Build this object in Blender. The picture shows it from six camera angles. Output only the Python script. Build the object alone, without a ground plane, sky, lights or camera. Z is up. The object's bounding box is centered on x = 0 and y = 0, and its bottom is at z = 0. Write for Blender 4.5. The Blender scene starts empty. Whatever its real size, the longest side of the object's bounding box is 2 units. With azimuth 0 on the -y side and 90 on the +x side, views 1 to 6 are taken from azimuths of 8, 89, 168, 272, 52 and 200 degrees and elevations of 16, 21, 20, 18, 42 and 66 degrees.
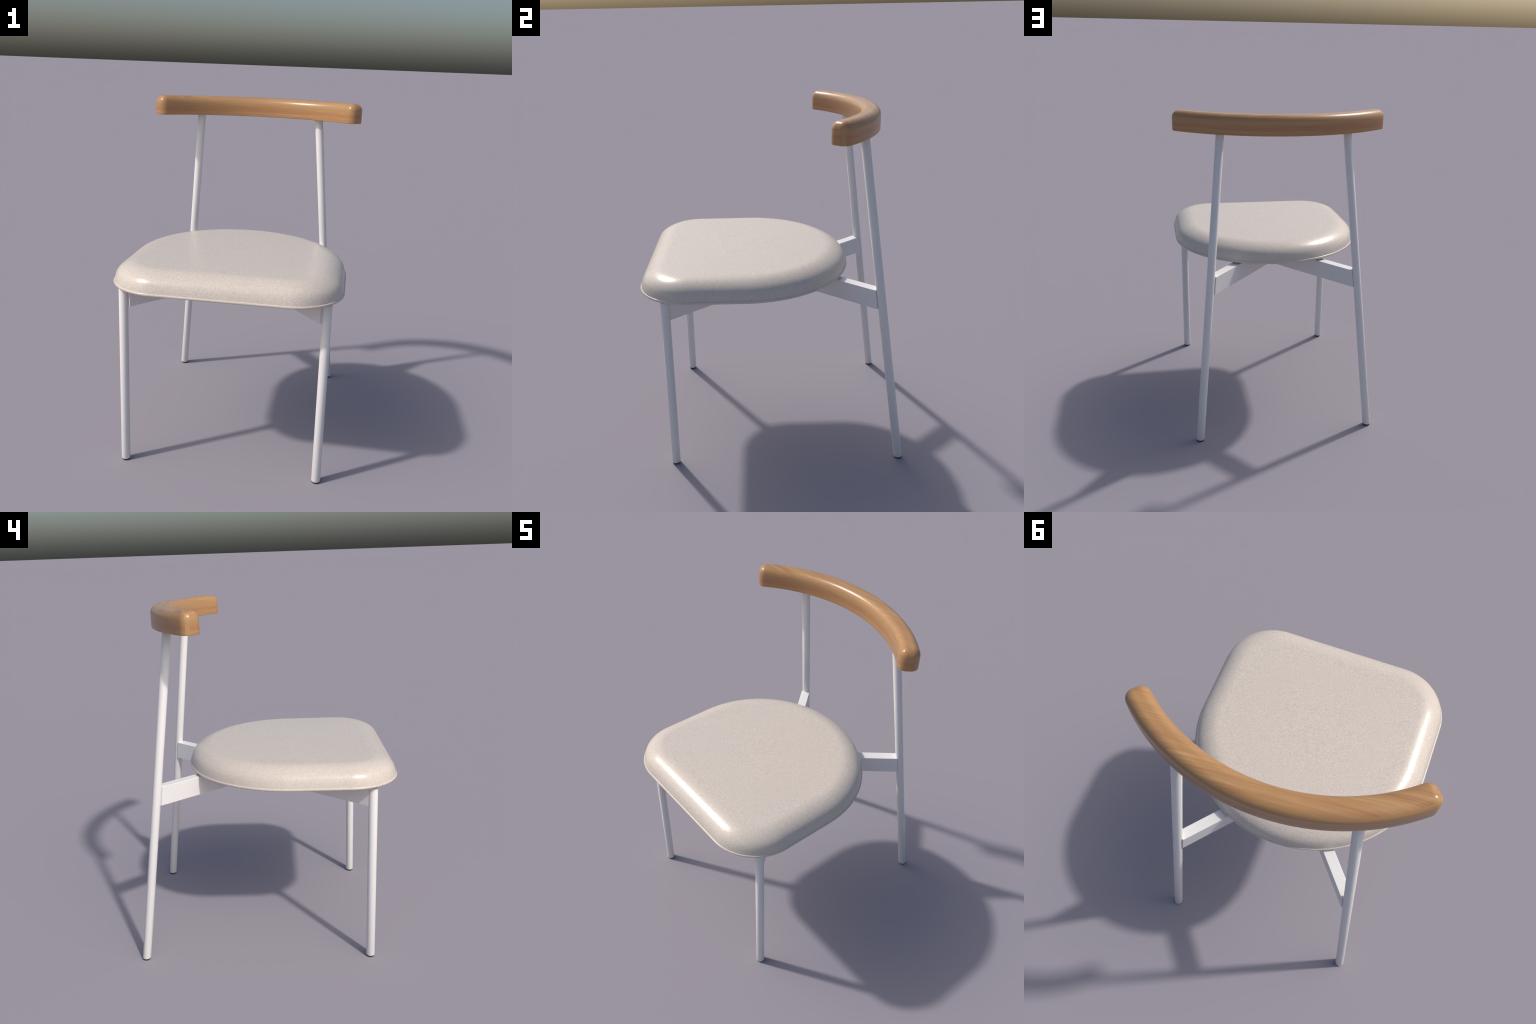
"""Cafe chair: white tubular steel frame with crossed flat beams, upholstered
D-shaped seat with piped edge, and a curved timber backrest rail."""
import bpy, bmesh, math
from mathutils import Vector
import numpy as np

# ------------------------------------------------------------------ sizes (m)
TUBE_R = 0.0247
FRONT_FOOT = Vector((0.546, -0.593, 0.0))
FRONT_TOP = Vector((0.5445, -0.588, 1.0415))
BACK_FOOT = Vector((0.546, 0.722, 0.0))
BACK_TOP = Vector((0.379, 0.486, 1.889))
GLIDE_H = 0.0065
BEAM_Z0, BEAM_Z1 = 0.9345, 1.0450
BEAM_W = 0.056
BEAM_Y0 = 0.0505          # beams cross at (0, BEAM_Y0)
BEAM_ANGLE = math.radians(50.0)

SEAT_HALF = 0.626         # half width of the piped rim
SEAT_FRONT = -0.745
SEAT_CORNER = 0.281
SEAT_MID = -0.150         # where the straight sides turn into the round back
SEAT_BACK_DEPTH = 0.605
RIM_Z = 1.0645
WELT_R = 0.0056          # piping: half width, and half height below
WELT_H = 0.0074

RAIL_CENTRE_Y = -0.340    # plan arc of the backrest
RAIL_R_IN, RAIL_R_OUT = 0.850, 0.960
RAIL_END = math.radians(43.7)
RAIL_Z0, RAIL_Z1 = 1.8830, 2.0000
RAIL_FILLET = 0.043


# ------------------------------------------------------------------ materials
def new_material(name):
    m = bpy.data.materials.new(name)
    m.use_nodes = True
    nt = m.node_tree
    return m, nt, nt.nodes["Principled BSDF"]


def node(nt, kind, **kw):
    n = nt.nodes.new(kind)
    for k, v in kw.items():
        if k.startswith("in_"):
            n.inputs[int(k[3:]) if k[3:].isdigit() else k[3:]].default_value = v
        else:
            setattr(n, k, v)
    return n


def math_node(nt, op, a, b=None, clamp=False):
    n = nt.nodes.new("ShaderNodeMath")
    n.operation = op
    n.use_clamp = clamp
    for i, x in enumerate((a, b)):
        if x is None:
            continue
        if isinstance(x, (int, float)):
            n.inputs[i].default_value = x
        else:
            nt.links.new(x, n.inputs[i])
    return n.outputs[0]


def ramp(nt, fac, stops, interp="LINEAR"):
    n = nt.nodes.new("ShaderNodeValToRGB")
    cr = n.color_ramp
    cr.interpolation = interp
    while len(cr.elements) < len(stops):
        cr.elements.new(0.5)
    for e, (p, c) in zip(cr.elements, stops):
        e.position = p
        e.color = (*c, 1.0) if len(c) == 3 else c
    nt.links.new(fac, n.inputs[0])
    return n.outputs[0]


def mix(nt, fac, a, b, blend="MIX"):
    n = nt.nodes.new("ShaderNodeMix")
    n.data_type = "RGBA"
    n.blend_type = blend
    for s, x in ((n.inputs[0], fac), (n.inputs[6], a), (n.inputs[7], b)):
        if isinstance(x, (int, float)):
            s.default_value = x
        elif isinstance(x, tuple):
            s.default_value = (*x, 1.0)
        else:
            nt.links.new(x, s)
    return n.outputs[2]


def mat_paint():
    m, nt, p = new_material("white_powder_coat")
    p.inputs["Base Color"].default_value = (0.80, 0.785, 0.772, 1)
    p.inputs["Roughness"].default_value = 0.42
    tc = node(nt, "ShaderNodeTexCoord")
    no = node(nt, "ShaderNodeTexNoise", in_Scale=900.0, in_Detail=2.0)
    nt.links.new(tc.outputs["Object"], no.inputs["Vector"])
    bu = node(nt, "ShaderNodeBump", in_Strength=0.03, in_Distance=0.001)
    nt.links.new(no.outputs["Fac"], bu.inputs["Height"])
    nt.links.new(bu.outputs[0], p.inputs["Normal"])
    return m


def mat_rubber():
    m, nt, p = new_material("black_glide")
    p.inputs["Base Color"].default_value = (0.02, 0.02, 0.02, 1)
    p.inputs["Roughness"].default_value = 0.6
    return m


def mat_fabric():
    m, nt, p = new_material("melange_upholstery")
    tc = node(nt, "ShaderNodeTexCoord")
    # woven melange: short threads running left to right, mixed with flecks
    mp = node(nt, "ShaderNodeMapping")
    mp.inputs["Scale"].default_value = (0.75, 1.0, 1.0)
    nt.links.new(tc.outputs["Object"], mp.inputs["Vector"])
    a = node(nt, "ShaderNodeTexNoise", in_Scale=160.0, in_Detail=2.5, in_Roughness=0.6)
    b = node(nt, "ShaderNodeTexNoise", in_Scale=38.0, in_Detail=2.0, in_Roughness=0.5)
    nt.links.new(mp.outputs[0], a.inputs["Vector"])
    nt.links.new(mp.outputs[0], b.inputs["Vector"])
    f = math_node(nt, "ADD", math_node(nt, "MULTIPLY", a.outputs["Fac"], 0.88),
                  math_node(nt, "MULTIPLY", b.outputs["Fac"], 0.12))
    col = ramp(nt, f, [(0.33, (0.580, 0.511, 0.443)), (0.50, (0.645, 0.574, 0.504)), (0.67, (0.715, 0.643, 0.573))])
    nt.links.new(col, p.inputs["Base Color"])
    p.inputs["Roughness"].default_value = 0.25
    p.inputs["Specular IOR Level"].default_value = 0.52
    bu = node(nt, "ShaderNodeBump", in_Strength=0.24, in_Distance=0.002)
    nt.links.new(a.outputs["Fac"], bu.inputs["Height"])
    nt.links.new(bu.outputs[0], p.inputs["Normal"])
    return m


def mat_wood():
    m, nt, p = new_material("oiled_oak")
    tc = node(nt, "ShaderNodeTexCoord")
    sp = node(nt, "ShaderNodeSeparateXYZ")
    nt.links.new(tc.outputs["Object"], sp.inputs[0])
    X, Y, Z = sp.outputs
    # ---- sides: grain follows the bend; coordinate = (arc length, height)
    ang = math_node(nt, "ARCTAN2", X, math_node(nt, "SUBTRACT", Y, RAIL_CENTRE_Y))
    cs = node(nt, "ShaderNodeCombineXYZ")
    nt.links.new(math_node(nt, "MULTIPLY", ang, 0.28), cs.inputs[0])
    nt.links.new(math_node(nt, "MULTIPLY", Z, 9.0), cs.inputs[2])
    # ---- top: straight-sawn grain running left to right, a few degrees askew
    ct = node(nt, "ShaderNodeCombineXYZ")
    nt.links.new(math_node(nt, "MULTIPLY", X, 0.28), ct.inputs[0])
    yy = math_node(nt, "ADD", Y, math_node(nt, "MULTIPLY", X, -0.09))
    nt.links.new(math_node(nt, "MULTIPLY", yy, 11.0), ct.inputs[1])
    ge = node(nt, "ShaderNodeNewGeometry")
    sn = node(nt, "ShaderNodeSeparateXYZ")
    nt.links.new(ge.outputs["Normal"], sn.inputs[0])
    top = node(nt, "ShaderNodeMapRange", interpolation_type="SMOOTHSTEP")
    top.inputs["From Min"].default_value = 0.64
    top.inputs["From Max"].default_value = 0.74
    nt.links.new(sn.outputs[2], top.inputs["Value"])
    vm = node(nt, "ShaderNodeMix", data_type="VECTOR")
    nt.links.new(top.outputs[0], vm.inputs[0])
    nt.links.new(cs.outputs[0], vm.inputs[4])
    nt.links.new(ct.outputs[0], vm.inputs[5])
    # ---- a narrow strip of upright grain on the outer corner of each tip
    strip = node(nt, "ShaderNodeMapRange", interpolation_type="SMOOTHSTEP")
    strip.inputs["From Min"].default_value = 0.0125
    strip.inputs["From Max"].default_value = 0.0095
    nt.links.new(math_node(nt, "ABSOLUTE", math_node(nt, "SUBTRACT", Y, 0.345)), strip.inputs["Value"])
    tip = math_node(nt, "MULTIPLY", strip.outputs[0],
                    math_node(nt, "GREATER_THAN", math_node(nt, "ABSOLUTE", X), 0.612))
    tip = math_node(nt, "MULTIPLY", tip, math_node(nt, "SUBTRACT", 1.0, top.outputs[0]))
    cu = node(nt, "ShaderNodeCombineXYZ")
    nt.links.new(math_node(nt, "MULTIPLY", Y, 16.0), cu.inputs[0])
    nt.links.new(math_node(nt, "MULTIPLY", Z, 0.4), cu.inputs[2])
    vt = node(nt, "ShaderNodeMix", data_type="VECTOR")
    nt.links.new(tip, vt.inputs[0])
    nt.links.new(vm.outputs[1], vt.inputs[4])
    nt.links.new(cu.outputs[0], vt.inputs[5])
    G = vt.outputs[1]
    broad = node(nt, "ShaderNodeTexNoise", in_Scale=4.0, in_Detail=2.0, in_Roughness=0.5)
    fine = node(nt, "ShaderNodeTexNoise", in_Scale=17.0, in_Detail=5.0, in_Roughness=0.7)
    nt.links.new(G, broad.inputs["Vector"])
    nt.links.new(G, fine.inputs["Vector"])
    f = math_node(nt, "ADD", math_node(nt, "MULTIPLY", broad.outputs["Fac"], 0.45),
                  math_node(nt, "MULTIPLY", fine.outputs["Fac"], 0.55))
    col = ramp(nt, f, [(0.34, (0.370, 0.184, 0.078)), (0.45, (0.435, 0.234, 0.100)),
                       (0.56, (0.475, 0.268, 0.118)), (0.67, (0.560, 0.342, 0.166))])
    # heart-wood band along the middle of the sides
    band = node(nt, "ShaderNodeMapRange", interpolation_type="SMOOTHSTEP")
    band.inputs["From Min"].default_value = 1.9085
    band.inputs["From Max"].default_value = 1.9130
    nt.links.new(Z, band.inputs["Value"])
    fade = node(nt, "ShaderNodeMapRange", interpolation_type="SMOOTHSTEP")
    fade.inputs["From Min"].default_value = 1.950
    fade.inputs["From Max"].default_value = 1.922
    nt.links.new(Z, fade.inputs["Value"])
    bf = math_node(nt, "MULTIPLY", math_node(nt, "MULTIPLY", math_node(nt, "MULTIPLY", band.outputs[0], fade.outputs[0]), 0.48),
                   math_node(nt, "SUBTRACT", 1.0, top.outputs[0]))
    bf = math_node(nt, "MULTIPLY", bf, math_node(nt, "SUBTRACT", 1.0, tip))
    col = mix(nt, bf, col, (0.415, 0.180, 0.085))
    # paler sapwood above the band, and on the upright strip
    sap = node(nt, "ShaderNodeMapRange", interpolation_type="SMOOTHSTEP")
    sap.inputs["From Min"].default_value = 0.016
    sap.inputs["From Max"].default_value = 0.006
    nt.links.new(math_node(nt, "ABSOLUTE", math_node(nt, "SUBTRACT", Z, 1.959)), sap.inputs["Value"])
    col = mix(nt, math_node(nt, "MULTIPLY", sap.outputs[0], 0.35), col, (0.480, 0.305, 0.150))
    col = mix(nt, math_node(nt, "MULTIPLY", tip, 0.35), col, (0.520, 0.335, 0.170))
    nt.links.new(col, p.inputs["Base Color"])
    p.inputs["Roughness"].default_value = 0.27
    bu = node(nt, "ShaderNodeBump", in_Strength=0.02, in_Distance=0.001)
    nt.links.new(fine.outputs["Fac"], bu.inputs["Height"])
    nt.links.new(bu.outputs[0], p.inputs["Normal"])
    return m


# ------------------------------------------------------------------ mesh tools
def link(name, bm, mat, parent, smooth=True):
    me = bpy.data.meshes.new(name)
    bmesh.ops.recalc_face_normals(bm, faces=bm.faces)
    for f in bm.faces:
        f.smooth = smooth
    bm.to_mesh(me)
    bm.free()
    me.materials.append(mat)
    o = bpy.data.objects.new(name, me)
    bpy.context.scene.collection.objects.link(o)
    o.parent = parent
    return o


def loft(bm, rings, cap0=False, cap1=False):
    """Quads between successive closed rings of 3D points."""
    R = [[bm.verts.new(p) for p in r] for r in rings]
    n = len(R[0])
    for a, b in zip(R, R[1:]):
        for i in range(n):
            j = (i + 1) % n
            bm.faces.new((a[i], a[j], b[j], b[i]))
    if cap0:
        bm.faces.new(R[0])
    if cap1:
        bm.faces.new(R[-1])
    return R


def tube(name, a, b, mat, parent, r=TUBE_R, seg=48, edge=0.003):
    """Round tube cut level at both ends, with a slightly eased rim."""
    bm = bmesh.new()
    d = b - a
    rings = []
    for h, rr in ((0, r - edge), (edge * 0.3, r - edge * 0.3), (edge, r), (d.z - edge, r),
                  (d.z - edge * 0.3, r - edge * 0.3), (d.z, r - edge)):
        c = a + d * (h / d.z)
        rings.append([(c.x + rr * math.cos(2 * math.pi * i / seg), c.y + rr * math.sin(2 * math.pi * i / seg), c.z)
                      for i in range(seg)])
    loft(bm, rings, True, True)
    o = link(name, bm, mat, parent)
    sharpen(o, 50)
    return o


def sharpen(o, deg):
    o.data.set_sharp_from_angle(angle=math.radians(deg))


# ------------------------------------------------------------------ seat outline
def seat_outline():
    """Right half from front centre to back centre, then mirrored."""
    P, N = [], []
    cx, cy = SEAT_HALF - SEAT_CORNER, SEAT_FRONT + SEAT_CORNER
    for x in np.linspace(0, cx, 20)[:-1]:
        P.append((x, SEAT_FRONT)); N.append((0, -1))
    for t in np.linspace(-math.pi / 2, 0, 48)[:-1]:
        P.append((cx + SEAT_CORNER * math.cos(t), cy + SEAT_CORNER * math.sin(t))); N.append((math.cos(t), math.sin(t)))
    for y in np.linspace(cy, SEAT_MID, 16)[:-1]:
        P.append((SEAT_HALF, y)); N.append((1, 0))
    for t in np.linspace(0, math.pi / 2, 80):
        P.append((SEAT_HALF * math.cos(t), SEAT_MID + SEAT_BACK_DEPTH * math.sin(t)))
        n = np.array((math.cos(t) / SEAT_HALF, math.sin(t) / SEAT_BACK_DEPTH)); N.append(tuple(n / np.linalg.norm(n)))
    P, N = np.array(P), np.array(N)
    m = slice(-2, 0, -1)
    return np.vstack([P, P[m] * [-1, 1]]), np.vstack([N, N[m] * [-1, 1]])


OUT, OUT_N = seat_outline()


def ring_at(inset, z):
    q = OUT - OUT_N * inset
    return [(x, y, z) for x, y in q]


def build_cushion(mat, parent):
    """Foam pad. Its height over the inset d from the edge is a short upright
    side that leans in, a wide rolled shoulder, and a slight crown."""
    inset, z0, depth = 0.0051, RIM_Z + 0.0012, 0.61
    side_h, side_d = 0.0395, 0.0085
    roll_r, roll_d = 0.165, 0.130
    crown = 0.0090

    def height(d):
        x = max(roll_d - d, 0.0)
        return (side_h * (1 - math.exp(-d / side_d))
                + math.sqrt(roll_r ** 2 - x * x) - math.sqrt(roll_r ** 2 - roll_d ** 2)
                + crown * (1 - max(1 - d / depth, 0.0) ** 1.9))
    c = np.array((0.0, SEAT_MID))
    bm = bmesh.new()
    rings = [ring_at(0.10, RIM_Z - 0.008), ring_at(0.010, RIM_Z - 0.008)]
    steps = 44
    for i in range(steps + 1):
        d = 0.19 * (i / steps) ** 1.7
        rings.append(ring_at(inset + d, z0 + height(d)))
    q0 = OUT - OUT_N * (inset + 0.19)
    for s in np.linspace(0, 1, 20)[1:-1]:
        q = c + (q0 - c) * (1 - s)
        h = z0 + height(0.19 + (depth - 0.19) * s)
        rings.append([(x, y, h) for x, y in q])
    R = loft(bm, rings, cap0=True)
    tip = bm.verts.new((c[0], c[1], z0 + height(depth)))
    last = R[-1]
    for i in range(len(last)):
        bm.faces.new((last[i], last[(i + 1) % len(last)], tip))
    o = link("seat_cushion", bm, mat, parent)
    sharpen(o, 60)
    return o


def build_welt(mat, parent):
    """Piping cord sewn round the lower edge of the cushion."""
    bm = bmesh.new()
    seg = 14
    rings = []
    for k in range(seg + 1):
        a = 2 * math.pi * (k % seg) / seg
        rings.append(ring_at(WELT_R - WELT_R * math.cos(a), RIM_Z - 0.0020 + WELT_H * math.sin(a)))
    R = loft(bm, rings[:-1])
    a, b = R[-1], R[0]
    for i in range(len(a)):
        j = (i + 1) % len(a)
        bm.faces.new((a[i], a[j], b[j], b[i]))
    return link("seat_piping", bm, mat, parent)


def build_pan(mat, parent):
    bm = bmesh.new()
    loft(bm, [ring_at(0.055, BEAM_Z1 + 0.0015), ring_at(0.045, BEAM_Z1 + 0.006), ring_at(0.045, RIM_Z)], True, True)
    o = link("seat_pan", bm, mat, parent)
    sharpen(o, 30)
    return o


# ------------------------------------------------------------------ backrest
def rail_outline():
    """Plan of the bent rail: two concentric arcs, ends with rounded corners.
    Returns points and outward normals, counter-clockwise."""
    r = RAIL_FILLET
    P, N = [], []

    def polar(R, a):     # a measured from +y towards +x
        return np.array((R * math.sin(a), RAIL_CENTRE_Y + R * math.cos(a)))

    def corner(cen, a0, a1, k=14):
        for t in np.linspace(a0, a1, k):
            n = np.array((math.sin(t), math.cos(t)))
            P.append(cen + r * n); N.append(n)

    def end_angle(R):    # arc angle where a corner circle touches the end plane
        return RAIL_END - math.asin(r / R)
    ao, ai = end_angle(RAIL_R_OUT - r), end_angle(RAIL_R_IN + r)
    # right end: outer corner then inner corner
    corner(polar(RAIL_R_OUT - r, ao), ao, RAIL_END + math.pi / 2)
    corner(polar(RAIL_R_IN + r, ai), RAIL_END + math.pi / 2, ai + math.pi)
    for a in np.linspace(ai, -ai, 90)[1:-1]:
        P.append(polar(RAIL_R_IN, a)); N.append(np.array((-math.sin(a), -math.cos(a))))
    corner(polar(RAIL_R_IN + r, -ai), math.pi - ai, 1.5 * math.pi - RAIL_END)
    corner(polar(RAIL_R_OUT - r, -ao), 1.5 * math.pi - RAIL_END, 2 * math.pi - ao)
    for a in np.linspace(-ao, ao, 90)[1:-1]:
        P.append(polar(RAIL_R_OUT, a)); N.append(np.array((math.sin(a), math.cos(a))))
    return np.array(P), np.array(N)


def build_rail(mat, parent):
    P, N = rail_outline()
    e = 0.004

    def ring(inset, z):
        return [(x, y, z) for x, y in P - N * inset]
    rings = []
    for t in np.linspace(0, math.pi / 2, 6):
        rings.append(ring(e * (1 - math.sin(t)), RAIL_Z0 + e * (1 - math.cos(t))))
    r = RAIL_FILLET
    for t in np.linspace(0, math.pi / 2, 20):
        rings.append(ring(0.998 * r * (1 - math.cos(t)), RAIL_Z1 - r * (1 - math.sin(t))))
    bm = bmesh.new()
    loft(bm, rings, True, True)
    return link("backrest", bm, mat, parent)


# ------------------------------------------------------------------ frame beams
def build_beam(name, sign, mat, parent, shrink=0.0):
    """Flat bar from a back leg, through the middle, to the opposite front leg."""
    ca, sa = math.cos(BEAM_ANGLE), math.sin(BEAM_ANGLE)
    w = BEAM_W / 2
    z0, z1 = BEAM_Z0 + shrink, BEAM_Z1 - shrink
    bm = bmesh.new()

    def along(p):        # distance along the beam of a point in the x > 0 half
        return p.x * ca + (p.y - BEAM_Y0) * sa
    vs = []
    for z in (z0, z1):
        back = BACK_FOOT + (BACK_TOP - BACK_FOOT) * (z / BACK_TOP.z)
        sb = along(back) - 0.0165
        sf = -(FRONT_TOP.x * ca + (BEAM_Y0 - FRONT_TOP.y) * sa) + 0.0165
        for s, l in ((sb, w), (sb, -w), (sf, -w), (sf, w)):
            x, y = s * ca - l * sa, BEAM_Y0 + s * sa + l * ca
            vs.append(bm.verts.new((sign * x, y, z)))
    for f in ((0, 1, 2, 3), (4, 5, 6, 7), (0, 1, 5, 4), (1, 2, 6, 5), (2, 3, 7, 6), (3, 0, 4, 7)):
        bm.faces.new([vs[i] for i in f])
    bmesh.ops.recalc_face_normals(bm, faces=bm.faces)
    bmesh.ops.bevel(bm, geom=list(bm.edges), offset=0.0022, segments=3, profile=0.5, affect="EDGES")
    o = link(name, bm, mat, parent)
    o.modifiers.new("even_faces", "WEIGHTED_NORMAL").weight = 100
    return o


# ------------------------------------------------------------------ assemble
def main():
    paint, rubber, fabric, wood = mat_paint(), mat_rubber(), mat_fabric(), mat_wood()
    chair = bpy.data.objects.new("dining_chair", None)
    bpy.context.scene.collection.objects.link(chair)
    chair["label"] = "white steel chair with beige padded seat and curved wooden backrest"
    chair["category"] = "chair"

    build_cushion(fabric, chair)
    build_welt(fabric, chair)
    build_pan(fabric, chair)
    build_rail(wood, chair)
    flip = Vector((-1, 1, 1))
    for s in (Vector((1, 1, 1)), flip):
        for kind, foot, head in (("front_leg", FRONT_FOOT, FRONT_TOP), ("back_leg", BACK_FOOT, BACK_TOP)):
            lift = (head - foot) * (GLIDE_H / head.z)
            leg = tube(kind, (foot + lift) * s, head * s, paint, chair)
            tube("glide", foot * s, (foot + lift * 1.15) * s, rubber, leg, r=TUBE_R - 0.0022, edge=0.0012)
    build_beam("cross_beam", 1, paint, chair)
    build_beam("cross_beam", -1, paint, chair, shrink=0.001)


main()
